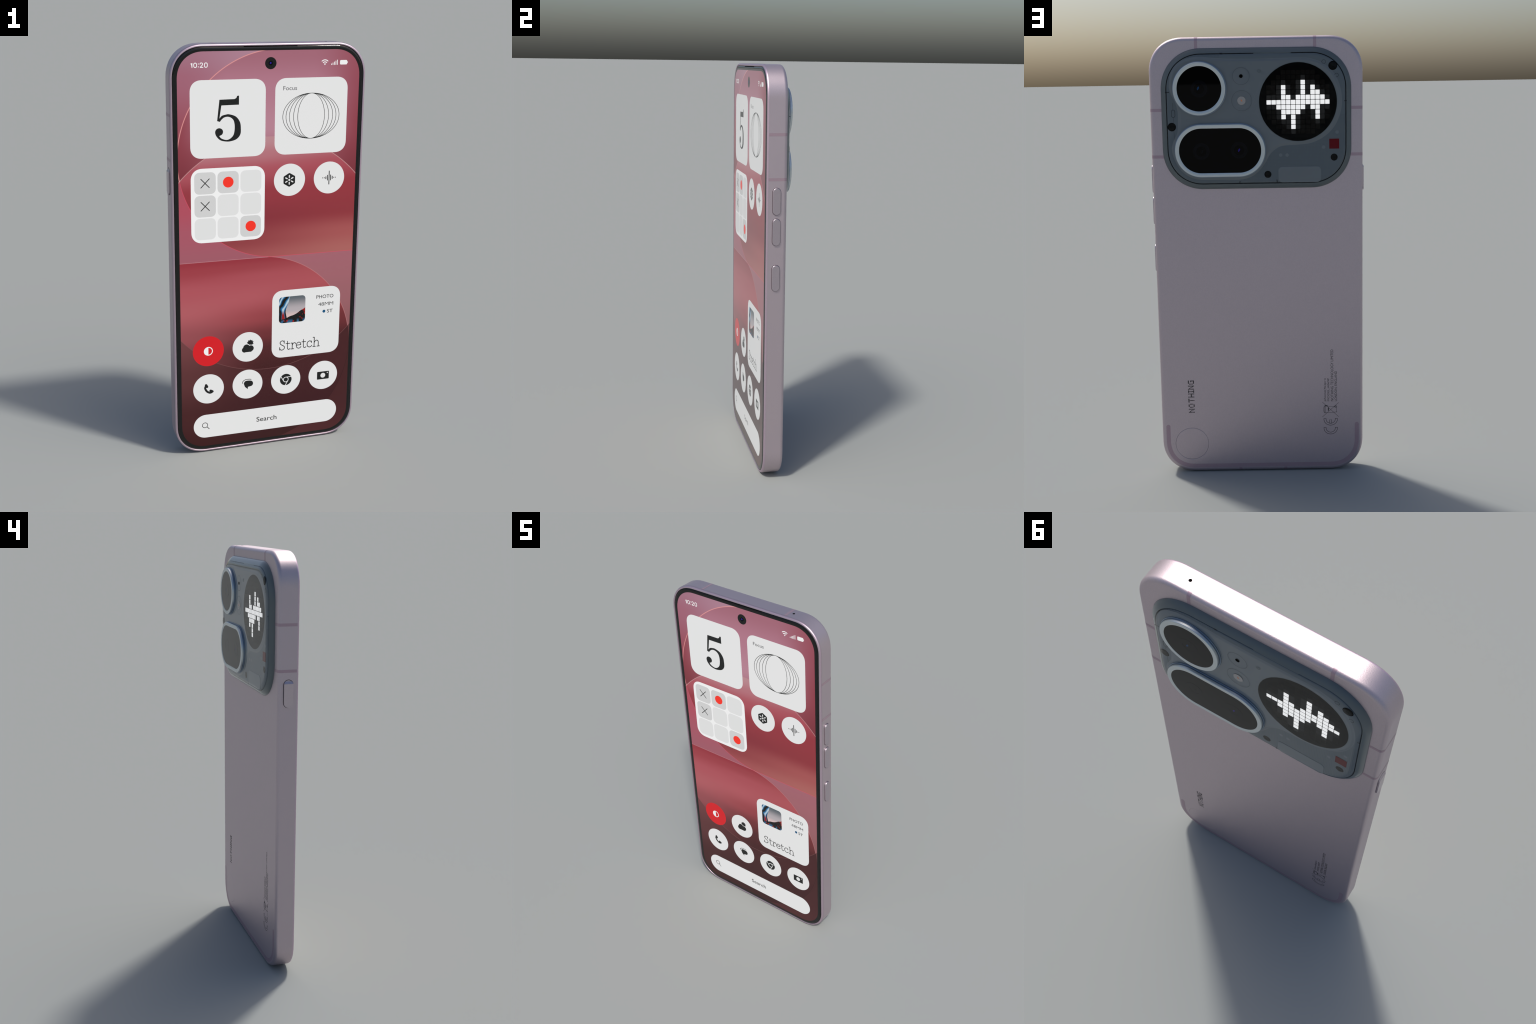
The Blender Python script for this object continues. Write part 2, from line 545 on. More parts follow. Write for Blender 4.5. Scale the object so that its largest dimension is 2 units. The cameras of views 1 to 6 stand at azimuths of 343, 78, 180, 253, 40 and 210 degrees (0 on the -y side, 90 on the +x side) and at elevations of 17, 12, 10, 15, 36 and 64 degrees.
inner = [p for p in body(0.0280) if p[1] < 0.5]
path = [(-HW + 0.0280, 0.2230)] + sorted([p for p in inner if p[0] < -0.2], key=lambda p: -p[1] + p[0]) + \
       sorted([p for p in inner if p[0] > 0.2], key=lambda p: p[1] + p[0]) + [(HW - 0.0280, 0.2230)]
clean = [path[0]]
for p in path[1:]:
    if math.hypot(p[0] - clean[-1][0], p[1] - clean[-1][1]) > 1e-4:
        clean.append(p)
rear(BACK_Y + EPS).line(clean, 0.0190).done("antenna_strip", "antenna", frame)

# ------------------------------------------------------------------ side buttons
def side_pill(name, side, y0, y1, z0, z1, proud, slope=0.0):
    cy, hy, cz, hz = (y0 + y1) / 2, (y1 - y0) / 2, (z0 + z1) / 2, (z1 - z0) / 2

    def ring(grow, out):
        pts = []
        for a, b in stadium(0, 0, hy + grow, hz + grow, 24):
            o = out
            if slope and cz + b > z1 - slope:
                o = out - (proud + 0.006) * (cz + b - (z1 - slope)) / slope * 0.55
            pts.append((side * (HW + o), cy + a, cz + b))
        return pts if side > 0 else pts[::-1]

    b = 0.0022
    if slope:                       # flat face with its upper end cut off at a slant
        rim = [(side * (HW + proud - max(0.0, cz + q - (z1 - slope)) * 0.55), cy + p, cz + q) for p, q in stadium(0, 0, hy, hz, 48)]
        foot_ring = [(side * (HW - 0.006), y, z) for _, y, z in rim]
        if side < 0:
            rim, foot_ring = rim[::-1], foot_ring[::-1]
        v, f = loft([foot_ring, rim])
        n, zs = len(rim), z1 - slope
        up = [i for i in range(n) if rim[i][2] > zs]
        first = next(i for i in up if rim[i - 1][2] <= zs)
        up = [(first + k) % n for k in range(len(up))]
        low = [(up[-1] + 1 + k) % n for k in range(n - len(up))]
        cut = []
        for inside, outside in ((up[0], low[-1]), (up[-1], low[0])):
            q = (zs - rim[outside][2]) / (rim[inside][2] - rim[outside][2])
            v.append(tuple(b0 + (a0 - b0) * q for a0, b0 in zip(rim[inside], rim[outside])))
            cut.append(len(v) - 1)
        f.append(tuple([cut[0]] + [n + i for i in up] + [cut[1]]))
        f.append(tuple([cut[1]] + [n + i for i in low] + [cut[0]]))
    else:
        rings = [ring(0, -0.006), ring(0, proud - b), ring(-b * 0.3, proud - b * 0.35), ring(-b, proud), ring(-b * 1.6, proud)]
        v, f = loft(rings, cap_last=True)
    o = add(name, v, f, "button", PHONE, smooth=50) if not slope else add(name, v, f, "button", PHONE)
    g = 0.0017
    gap = [ring(g, 0.0003), ring(-0.001, 0.0003)]
    gap = [[(side * (HW + 0.0003), y, z) for _, y, z in r] for r in gap]
    v, f = loft(gap)
    add("button_gap", v, f, "gap", o)
    return o


side_pill("side_button", 1, -0.0407, -0.0033, 1.3190, 1.4441, 0.0066)
side_pill("side_button", 1, -0.0410, -0.0037, 1.1754, 1.3012, 0.0066)
side_pill("side_button", 1, -0.0409, -0.0042, 0.9585, 1.0824, 0.0066)
side_pill("slider_button", -1, -0.0440, 0.0000, 1.3185, 1.4440, 0.0063, slope=0.0175)

# ------------------------------------------------------------------ top hole, bottom ports
def hole_on_end(name, cx, cy, hx, hy, top):
    z = H + 0.0003 if top else -0.0003
    pts = [(x, y, z) for x, y in stadium(cx, cy, hx, hy, 16)]
    add(name, pts, [tuple(range(len(pts))) if top else tuple(range(len(pts)))[::-1]], "black", frame)


hole_on_end("microphone_hole", 0.2834, -0.0222, 0.0062, 0.0062, True)
hole_on_end("charging_port", 0.0, -0.022, 0.055, 0.016, False)
for i in range(6):
    hole_on_end("speaker_hole", 0.150 + 0.020 * i, -0.022, 0.0065, 0.0065, False)
hole_on_end("microphone_hole", -0.150, -0.022, 0.0062, 0.0062, False)

# ================================================================== FRONT GLASS AND PICTURE
GLASS = spline([(0.0122, -0.0620), (0.0124, -0.0660), (0.0142, -0.0683), (0.0180, -0.0702), (0.0225, GLASS_Y)], k=4) + [(0.0232, GLASS_Y), (0.030, GLASS_Y)]
v, f = loft([ring_at(body(d), y) for d, y in GLASS][::-1], cap_first=True)
glass = add("cover_glass", v, [q[::-1] for q in f], "bezel", smooth=60)

slot = stroke([(-0.126, 1.9858), (0.126, 1.9858)], 0.0030)
Flat(-0.0698, -1).poly(slot).done("earpiece_slot", "black", glass)

screen = front(1).poly(squircle(0.4358, 0.0318, 1.9680, 0.124, 2.2, 0.0, 24)).done("display_picture", "wall", PHONE)
S = screen


def text(body_text, x0, x1, z0, z1, level, mat, name, bold=0.0, align=None):
    """letters of the built-in font fitted into the box x0..x1, z0..z1 (cap height)"""
    cu = bpy.data.curves.new("t", "FONT")
    cu.body = body_text
    cu.offset = bold
    cu.resolution_u = 4
    o = bpy.data.objects.new("t", cu)
    bpy.context.scene.collection.objects.link(o)
    bpy.context.view_layer.update()
    me = bpy.data.meshes.new_from_object(o.evaluated_get(bpy.context.evaluated_depsgraph_get()))
    pts = [tuple(p.co) for p in me.vertices]
    tri = [tuple(p.vertices) for p in me.polygons]
    bpy.data.objects.remove(o)
    bpy.data.curves.remove(cu)
    bpy.data.meshes.remove(me)
    lo = [min(p[i] for p in pts) for i in (0, 1)]
    hi = [max(p[i] for p in pts) for i in (0, 1)]
    return pts, tri, lo, hi


def put_text(body_text, x0, x1, z0, z1, level, mat, name="lettering", bold=0.0):
    pts, tri, lo, hi = text(body_text, x0, x1, z0, z1, level, mat, name, bold)
    y = GLASS_Y - LAYER * level
    vs = [(x0 + (p[0] - lo[0]) / (hi[0] - lo[0]) * (x1 - x0), y, z0 + (p[1] - lo[1]) / (hi[1] - lo[1]) * (z1 - z0)) for p in pts]
    return add(name, vs, face_to(vs, tri, -1), mat, S)


def face_to(vs, faces, sign):
    out = []
    for q in faces:
        n = 0.0
        for i in range(len(q)):
            a, b = vs[q[i]], vs[q[(i + 1) % len(q)]]
            n += a[0] * b[2] - b[0] * a[2]
        # counter-clockwise in (x, z) faces -y
        out.append(q if (n > 0) == (sign < 0) else q[::-1])
    return out


# ---- status bar
clock, zb, zt, lw = front(2), 1.8968, 1.9198, 0.0036
clock.line([(-0.3712, zt - 0.0052), (-0.3662, zt - 0.0018), (-0.3662, zb + 0.0018)], lw)
for zero in (-0.3518, -0.3028):
    clock.poly(stadium(zero, (zb + zt) / 2, 0.0083, (zt - zb) / 2, 20), stadium(zero, (zb + zt) / 2, 0.0083 - lw, (zt - zb) / 2 - lw, 20))
clock.poly(circle(-0.3372, zb + 0.0042, 0.0023, 12)).poly(circle(-0.3372, zt - 0.0060, 0.0023, 12))
clock.line(spline([(-0.3297, zt - 0.0068), (-0.3280, zt - 0.0030), (-0.3235, zt - 0.0016), (-0.3188, zt - 0.0040), (-0.3182, zt - 0.0090), (-0.3225, zb + 0.0085), (-0.3288, zb + 0.0022)], k=5), lw)
clock.line([(-0.3288, zb + 0.0019), (-0.3168, zb + 0.0019)], lw)
clock.done("clock_digits", "paper", S)
wifi = front(2)
for r in (0.0215, 0.0125):
    wifi.line(arc(0.2625, 1.8990, r, 48, 132, 14), 0.0042)
wifi.poly([(0.2625, 1.8965)] + arc(0.2625, 1.8985, 0.0060, 40, 140, 6))
wifi.done("signal_symbol", "paper", S)
sig = front(2)
for i in range(5):
    sig.poly(box(0.2950 + 0.0072 * i, 1.8968 + (0.0032 + 0.0021 * i), 0.0017, 0.0032 + 0.0021 * i, 0.0010, 2, 3))
sig.done("signal_symbol", "paper", S)
front(2).poly(box(0.3548, 1.9080, 0.0177, 0.0102, 0.0050, 2.2, 5)).poly(box(0.3748, 1.9080, 0.0012, 0.0042, 0.0011, 2, 3)).done("battery_symbol", "paper", S)

# ---- selfie camera in the picture
front(2).poly(circle(0.0, 1.9108, 0.0272)).done("selfie_camera", "bezel", S)
front(3).poly(circle(0.0, 1.9108, 0.0105, 24)).done("selfie_camera_iris", "iris", S)
front(4).poly(circle(-0.0008, 1.9116, 0.0042, 16)).done("selfie_camera_core", "glint", S)  # reflection in the tiny lens, modelled as a violet disc

# ---- big widgets
CARD = 0.1781
for name, cx, cz, mat in (("widget_card", -0.2003, 1.6655, "white"), ("widget_card", 0.2015, 1.6655, "white"),
                          ("widget_card", -0.2000, 1.2650, "paper"), ("widget_card", 0.2012, 0.6400, "white")):
    front(2).poly(box(cx, cz, CARD, CARD * 0.994, 0.056, 2.3, 14)).done(name, mat, S)


def figure_five(cx, cz):
    f = lambda pts: [(cx + a, cz + b) for a, b in pts]
    flag = [(0.053, 0.104), (0.053, 0.063), (-0.030, 0.062), (-0.039, 0.003)]
    outer = spline([(-0.039, 0.003), (-0.028, 0.015), (-0.010, 0.020), (0.007, 0.021), (0.038, 0.010), (0.057, -0.014), (0.062, -0.041),
                    (0.060, -0.072), (0.043, -0.093), (0.017, -0.102), (-0.007, -0.103), (-0.035, -0.096), (-0.054, -0.077), (-0.0595, -0.058),
                    (-0.053, -0.045), (-0.040, -0.0405), (-0.027, -0.046), (-0.022, -0.058), (-0.027, -0.070), (-0.040, -0.0765)], k=6)
    inner = spline([(-0.040, -0.0765), (-0.030, -0.088), (-0.007, -0.0955), (0.012, -0.090), (0.028, -0.072), (0.033, -0.040), (0.029, -0.011),
                    (0.017, 0.004), (0.0, 0.010), (-0.017, 0.007), (-0.029, -0.002), (-0.037, -0.012)], k=6)
    stem = [(-0.050, -0.008), (-0.039, 0.088), (0.031, 0.089)]
    tip = spline([(0.031, 0.089), (0.040, 0.094), (0.044, 0.103)], k=4)
    return f(flag + outer[1:] + inner[1:] + stem + tip[1:])


front(3).poly(figure_five(-0.2023, 1.6655)).done("date_figure", "dark", S)

put_text("Focus", 0.0615, 0.1290, 1.7868, 1.8060, 3, "label", bold=0.008)
globe = front(3)
for k, a in enumerate((0.0675, 0.0880, 0.1085, 0.1253, 0.1408)):
    e = [(0.2012 + a * math.cos(t), 1.6655 + 0.1065 * math.sin(t)) for t in (2 * math.pi * i / 90 for i in range(90))]
    e2 = [(0.2012 + (a - 0.0024) * math.cos(t), 1.6655 + 0.1043 * math.sin(t)) for t in (2 * math.pi * i / 90 for i in range(90))]
    globe.poly(e, e2)
globe.done("globe_drawing", "dark", S)

# ---- noughts and crosses
for r in range(3):
    for c in range(3):
        cx, cz = -0.3108 + 0.1102 * c, 1.3728 - 0.1090 * r
        used = (r, c) in ((0, 0), (0, 1), (1, 0), (2, 2))
        front(3).poly(box(cx, cz, 0.0510, 0.0513, 0.026, 2.3, 10)).done("game_tile", "grey" if used else "pale", S)
        if (r, c) in ((0, 1), (2, 2)):
            front(4).poly(circle(cx + 0.0005, cz, 0.0256)).done("game_counter", "red", S)
        elif used:
            g = front(4)
            for s in (1, -1):
                g.line([(cx - 0.0200, cz - s * 0.0205), (cx + 0.0200, cz + s * 0.0205)], 0.0038)
            g.done("game_cross", "dark", S)

# ---- round icons
COLS, RAD = (-0.3003, -0.1003, 0.1005, 0.3003), 0.0776
R1, R2, R3 = 1.3665, 0.5400, 0.3405


def icon(cx, cz, mat="white"):
    front(2).poly(circle(cx, cz, RAD, 72)).done("app_icon", mat, S)


for cx, cz, mat in ((COLS[2], R1, "white"), (COLS[3], R1, "white"), (COLS[0], R2, "crimson"), (COLS[1], R2, "white"),
                    (COLS[0], R3, "white"), (COLS[1], R3, "white"), (COLS[2], R3, "white"), (COLS[3], R3, "white")):
    icon(cx, cz, mat)

cx, cz = 0.0992, R1
hexa = []
for i in range(6):
    a = math.radians(30 + 60 * i)
    px, pz = cx + 0.0265 * math.cos(a), cz + 0.0270 * math.sin(a)
    hexa += arc(px, pz - 0, 0.0060, 30 + 60 * i - 30, 30 + 60 * i + 30, 4)
front(3).poly(hexa).done("icon_symbol", "dark", S)
g = front(4).poly(circle(cx, cz, 0.0052, 16))
for i in range(6):
    a = math.radians(90 + 60 * i)
    g.line([(cx + q * math.cos(a), cz + q * math.sin(a)) for q in (0.0125, 0.0205)], 0.0058)
g.done("icon_symbol", "white", S)

cx = COLS[3]
g = front(3)
for i, h in enumerate((0.0022, 0.0022, 0.0065, 0.0135, 0.0335, 0.0140, 0.0075, 0.0022, 0.0022)):
    x = cx + (i - 4) * 0.0080
    g.line([(x, R1 - h + 0.0018), (x, R1 + h - 0.0018)], 0.0044)
g.done("icon_symbol", "dark", S)

cx, cz = COLS[0], R2
g = front(3)
g.poly(circle(cx, cz, 0.0226), circle(cx, cz, 0.0180))
g.poly(arc(cx, cz, 0.0190, 90, 270, 16))
g.done("icon_symbol", "paper", S)

cx, cz = COLS[1], R2                                        # sun behind a cloud
sun = []
for i in range(20):
    a, r = math.pi * i / 10, (0.0185 if i % 2 else 0.0135)
    sun.append((cx + 0.0125 + r * math.cos(a), cz + 0.0200 + r * math.sin(a)))
front(3).poly(sun).done("icon_symbol", "dark", S)


def cloud(grow, y, mat):
    g = front(y)
    g.poly(circle(cx - 0.0070, cz - 0.0030, 0.0170 + grow, 32)).poly(circle(cx + 0.0145, cz - 0.0090, 0.0160 + grow, 32))
    g.poly(circle(cx - 0.0165, cz - 0.0140, 0.0140 + grow, 32)).poly(box(cx, cz - 0.0180, 0.0200 + grow, 0.0090 + grow, 0.004))
    g.done("icon_symbol", mat, S)


cloud(0.0035, 4, "white")
cloud(0.0, 5, "dark")

cx, cz = COLS[0], R3                                        # handset
g = front(3)
g.line(spline([(cx - 0.0150, cz + 0.0150), (cx - 0.0175, cz + 0.0040), (cx - 0.0090, cz - 0.0120), (cx + 0.0050, cz - 0.0210), (cx + 0.0150, cz - 0.0200)], k=6), 0.0105)
g.line([(cx - 0.0130, cz + 0.0210), (cx - 0.0080, cz + 0.0120)], 0.0130)
g.line([(cx + 0.0100, cz - 0.0110), (cx + 0.0190, cz - 0.0160)], 0.0130)
g.done("icon_symbol", "dark", S)

cx, cz = COLS[1], R3                                        # speech bubbles
bubble = spline([(cx - 0.0200, cz + 0.0050), (cx - 0.0130, cz + 0.0170), (cx + 0.0040, cz + 0.0190), (cx + 0.0220, cz + 0.0150), (cx + 0.0285, cz + 0.0020),
                 (cx + 0.0230, cz - 0.0100), (cx + 0.0080, cz - 0.0140)], k=5)
front(3).poly(bubble + [(cx + 0.0020, cz - 0.0145), (cx + 0.0010, cz - 0.0270), (cx - 0.0140, cz - 0.0130)]).done("icon_symbol", "dark", S)
front(3).line(spline([(cx - 0.0270, cz + 0.0070), (cx - 0.0235, cz + 0.0180), (cx - 0.0110, cz + 0.0255), (cx + 0.0080, cz + 0.0262), (cx + 0.0180, cz + 0.0240)], k=5), 0.0032).done("icon_symbol", "dark", S)

cx, cz = COLS[2], R3                                        # browser wheel
front(3).poly(circle(cx, cz, 0.0310, 60)).done("icon_symbol", "dark", S)
g = front(4)
g.poly(circle(cx, cz, 0.0148), circle(cx, cz, 0.0112))
for i in range(3):
    a = math.radians(90 + 120 * i)
    u, w = (math.cos(a), math.sin(a)), (math.cos(a - math.pi / 2), math.sin(a - math.pi / 2))
    g.line([(cx + u[0] * 0.0132 + w[0] * q, cz + u[1] * 0.0132 + w[1] * q) for q in (0.0, 0.0285)], 0.0034, False)
g.done("icon_symbol", "white", S)

cx, cz = COLS[3] + 0.0005, R3 - 0.0015                      # camera
front(3).poly(box(cx, cz, 0.0322, 0.0212, 0.0030, 2, 4)).done("icon_symbol", "dark", S)
front(4).poly(circle(cx - 0.0005, cz, 0.0130, 32)).poly(circle(cx + 0.0235, cz + 0.0125, 0.0030, 12)).done("icon_symbol", "white", S)

# ---- music card
front(3).poly(box(0.1270, 0.7140, 0.0685, 0.0685, 0.020, 2.3, 8)).done("album_photo", "photo", S)
put_text("PHOTO", 0.2532, 0.3435, 0.7562, 0.7748, 3, "line", bold=0.008)
put_text("48MM", 0.2640, 0.3440, 0.7168, 0.7352, 3, "line")
put_text("ST", 0.3110, 0.3420, 0.6778, 0.6960, 3, "line", bold=0.008)
front(3).poly(circle(0.2953, 0.6870, 0.0078, 24)).done("bullet_dot", "teal", S)


def slab_word(x, z):
    """thin slab-serif lettering drawn with strokes; units are cap heights"""
    u, w = 0.0490, 0.0040
    g = front(3)

    def L(pts, ox, curve=True):
        q = spline(pts, k=6) if curve and len(pts) > 2 else pts
        g.line([(x + (ox + a) * u, z + b * u) for a, b in q], w)

    o = 0.0
    L([(0.50, 0.70), (0.48, 0.90), (0.30, 1.00), (0.12, 0.92), (0.06, 0.76), (0.16, 0.60), (0.36, 0.48), (0.52, 0.34), (0.52, 0.16), (0.38, 0.02), (0.20, 0.0), (0.06, 0.10), (0.03, 0.30)], o)
    L([(0.50, 0.70), (0.50, 0.98)], o); L([(0.03, 0.02), (0.03, 0.30)], o)
    for o in (0.70, 2.42):
        L([(0.16, 0.90), (0.16, 0.20), (0.22, 0.03), (0.34, 0.0), (0.44, 0.08)], o)
        L([(0.0, 0.65), (0.40, 0.65)], o)
    o = 1.24
    L([(0.13, 0.65), (0.13, 0.0)], o); L([(0.0, 0.65), (0.13, 0.65)], o); L([(0.0, 0.0), (0.30, 0.0)], o)
    L([(0.13, 0.40), (0.22, 0.58), (0.36, 0.66), (0.46, 0.62), (0.46, 0.52)], o)
    o = 1.80
    L([(0.02, 0.36), (0.50, 0.36), (0.46, 0.56), (0.28, 0.67), (0.08, 0.56), (0.01, 0.34), (0.08, 0.10), (0.28, 0.0), (0.44, 0.06), (0.52, 0.16)][1:], o)
    L([(0.02, 0.36), (0.50, 0.36)], o)
    o = 2.97
    L([(0.48, 0.48), (0.44, 0.60), (0.28, 0.67), (0.08, 0.56), (0.01, 0.34), (0.08, 0.10), (0.28, 0.0), (0.44, 0.06), (0.52, 0.16)], o)
    L([(0.48, 0.64), (0.48, 0.46)], o)
    o = 3.62
    L([(0.13, 1.02), (0.13, 0.0)], o); L([(0.0, 1.02), (0.13, 1.02)], o); L([(0.0, 0.0), (0.27, 0.0)], o)
    L([(0.13, 0.42), (0.24, 0.60), (0.40, 0.67), (0.54, 0.58), (0.58, 0.40), (0.58, 0.0)], o); L([(0.45, 0.0), (0.72, 0.0)], o)
    g.done("lettering", "dark", S)


slab_word(0.0640, 0.5030)

# ---- search bar
front(2).poly(stadium(0.0010, 0.1400, 0.3785, 0.0622, 40)).done("search_bar", "white", S)
put_text("Search", -0.0525, 0.0545, 0.1270, 0.1530, 3, "line", bold=0.008)
g = front(3)
g.poly(circle(-0.3200, 0.1455, 0.0150, 28), circle(-0.3200, 0.1455, 0.0118, 28))
g.line([(-0.3095, 0.1350), (-0.2985, 0.1238)], 0.0034)
g.done("search_symbol", "dark", S)

# ================================================================== CAMERA PLATEAU
WALL = spline([(0.0, 0.0262), (0.0012, 0.0302), (0.0050, 0.0358), (0.0110, 0.0415), (0.0190, 0.0470), (0.0290, 0.0522), (0.0380, 0.0555), (0.0450, 0.0567), (0.0530, BUMP_Y)], k=5)
shell("plateau_cover", bump, WALL + [(0.054, BUMP_Y), (0.062, BUMP_Y)], "cover", smooth=60, cap_last=True)
wall = [(d + 0.0012, y - 0.0010) for d, y in WALL if d < 0.0235]
top_y = wall[-1][1]
plateau = shell("camera_plateau", bump, wall + [(0.0245, top_y + 0.0004), (0.0250, top_y - 0.001), (0.0252, 0.0400)], "slate", smooth=45)
FLOOR = 0.0515
shell("plateau_seam", bump, [(0.0246, 0.0412), (0.0296, 0.0412)], "seam", parent=plateau)
shell("plateau_floor", bump, [(0.0286, 0.0400), (0.0288, 0.0478), (0.0298, 0.0494), (0.0340, 0.0508), (0.0400, FLOOR), (0.0440, FLOOR)], "floor", smooth=40, cap_last=True, parent=plateau)
# ledges where the wall steps in over the seam
rear(0.0488).poly([(0.1550, 1.9300), (0.1420, 1.9300), (0.1440, 1.9220), (0.1480, 1.9175), (0.1520, 1.9220)]).done("plateau_notch", "seam", plateau)
v, f = loft([ring_at([(0.012, 1.9300), (-0.158, 1.9300), (-0.150, 1.9225), (0.004, 1.9225)][::-1], y) for y in (0.0440, 0.0480)], cap_last=True)
add("plateau_ledge", v, f, "slate", plateau)

PLATE = 0.0551
foot = spline([(0.250, 1.9152), (0.134, 1.9063), (-0.011, 1.9035), (-0.195, 1.9060), (-0.253, 1.898), (-0.3013, 1.8759), (-0.3447, 1.8324), (-0.3687, 1.7746),
               (-0.3758, 1.712), (-0.3634, 1.6494), (-0.3337, 1.5965), (-0.2893, 1.5582), (-0.2399, 1.5369), (-0.1857, 1.5295), (-0.1217, 1.5265),
               (-0.0871, 1.5148), (-0.0571, 1.4883), (-0.0342, 1.4493), (-0.0064, 1.4151), (0.0288, 1.3909), (0.0786, 1.3785), (0.163, 1.3790), (0.2469, 1.3805),
               (0.2961, 1.3922), (0.3347, 1.4205), (0.3627, 1.4654), (0.3757, 1.5147), (0.367, 1.5537), (0.3495, 1.5876), (0.3446, 1.6313),
               (0.3452, 1.6846), (0.356, 1.7234), (0.3741, 1.7621), (0.3802, 1.7958), (0.3737, 1.8387), (0.353, 1.8764), (0.3132, 1.9043)], True, 5)


def shrink(loop, d):
    n, out = len(loop), []
    for i in range(n):
        (ax, az), (bx, bz) = loop[i - 1], loop[(i + 1) % n]
        l = math.hypot(bx - ax, bz - az)
        out.append((loop[i][0] + d * -(bz - az) / l, loop[i][1] + d * (bx - ax) / l))
    return out


rise = PLATE - FLOOR
steps = [(0.0, -0.001), (0.0015, 0.03), (0.0040, 0.22), (0.0070, 0.62), (0.0095, 0.90), (0.0125, 1.0), (0.0140, 1.0)]
v, f = loft([ring_at(shrink(foot, d), FLOOR + rise * q) for d, q in steps])
n0 = len(foot)
last = (len(steps) - 1) * n0
tri = tessellate_polygon([[Vector((v[last + i][0], v[last + i][2], 0)) for i in range(n0)]])
f += face_to(v, [tuple(last + i for i in t) for t in tri], 1)
add("lens_plate", v, f, "plate", plateau, smooth=50)


# ---- lenses
def lens(name, outline, ring_parts):
    """outline(inset) gives the ring's loop"""
    base = PLATE - 0.002
    prof = [(-0.0040, base), (-0.0040, 0.0578), (-0.0032, 0.0588), (-0.0008, 0.0592), (-0.0006, 0.0625), (-0.0006, 0.0630)]
    collar = shell("lens_collar", outline, prof, "collar", smooth=35)
    prof = [(-0.0002, 0.0628), (0.0, 0.0636), (0.0, 0.0694), (0.0004, 0.0706), (0.0013, 0.0715), (0.0024, LENS_Y), (0.0040, LENS_Y), (0.0160, LENS_Y), (0.0172, LENS_Y - 0.0006), (0.0176, LENS_Y - 0.0030)]
    ring = shell(name, outline, prof, "ring", smooth=50)
    collar.parent = ring
    rear(LENS_Y - 0.0011).poly(outline(0.0170)).done("lens_glass", "lens", ring)
    y = LENS_Y - 0.00095
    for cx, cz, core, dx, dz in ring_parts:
        rear(y).poly(circle(cx, cz, 0.0365, 40), circle(cx, cz, 0.0225, 40)).done("lens_iris", "iris", ring)
        spot = spline([(cx + dx + 0.0035, cz + dz - 0.0075), (cx + dx + 0.0045, cz + dz + 0.001), (cx + dx - 0.0025, cz + dz + 0.008), (cx + dx - 0.004, cz + dz)], True, 5)  # small flat disc, coloured to draw the glint inside the lens
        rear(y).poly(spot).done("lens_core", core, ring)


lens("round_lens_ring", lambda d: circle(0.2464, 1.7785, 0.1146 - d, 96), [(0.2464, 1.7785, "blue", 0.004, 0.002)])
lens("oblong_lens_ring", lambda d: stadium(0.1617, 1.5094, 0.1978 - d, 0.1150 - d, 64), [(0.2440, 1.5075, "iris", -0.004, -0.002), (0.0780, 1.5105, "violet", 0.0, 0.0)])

# ---- flash and microphone discs, flush in the cover
T = BUMP_Y + 0.0002


def thin_ring(cx, cz, r, w, y, mat, name):
    rear(y).poly(circle(cx, cz, r, 40), circle(cx, cz, r - w, 40)).done(name, mat, plateau)


thin_ring(0.0637, 1.8301, 0.0372, 0.0011, T, "edge", "microphone_ring")
rear(T).poly(circle(0.0637, 1.8301, 0.0080, 24)).done("microphone_hole", "black", plateau)
thin_ring(0.0627, 1.7246, 0.0445, 0.0011, T, "edge", "flash_ring")
rear(T).poly(circle(0.0637, 1.7246, 0.0184, 32)).done("flash_lamp", "flash", plateau)
rear(T + 0.0001).poly(spline([(0.0655, 1.7305), (0.0600, 1.7250), (0.0615, 1.7200), (0.0670, 1.7255)], True, 4)).done("flash_core", "amber", plateau)
rear(T).poly(circle(-0.0149, 1.8508, 0.0072, 20), circle(-0.0149, 1.8508, 0.0050, 20)).done("sensor_dot", "slate", plateau)

# ---- LED matrix window
rear(PLATE + 0.0002).poly(circle(-0.1832, 1.7160, 0.1702, 96)).done("matrix_window", "black", PHONE)
window = bpy.data.objects["matrix_window"]
thin_ring(-0.1832, 1.7160, 0.1722, 0.0020, PLATE + 0.0002, "slate", "matrix_window_edge")
PITCH, CELL = 0.02133, 0.0191
ROWS = {-4: (7,), -3: (3, 7, 9), -2: (3, 7, 9, 10), -1: (3, 4, 6, 7, 8, 9, 10, 11), 0: range(13), 1: (2, 3, 4, 5, 6, 7, 9, 10),
        2: (3, 4, 5, 6, 10), 3: (3, 5, 10), 4: (5,), 5: (5,)}
LIT = {(r, c) for r, cols in ROWS.items() for c in cols}
for r in range(-6, 7):
    for c in range(13):
        px, pz = -0.1832 - (c - 6) * PITCH, 1.7152 - r * PITCH
        if math.hypot(px + 0.1832, pz - 1.7160) > 0.150:
            continue
        near = any((r + a, c + b) in LIT for a, b in ((1, 0), (-1, 0), (0, 1), (0, -1)))
        kind = "led" if (r, c) in LIT else "led_glow" if near else "led_off"
        y = PLATE + (0.0006 if kind == "led" else 0.0004)
        rear(y).poly(box(px, pz, CELL / 2, CELL / 2, 0.0012, 2, 2)).done("matrix_cell", kind, window)

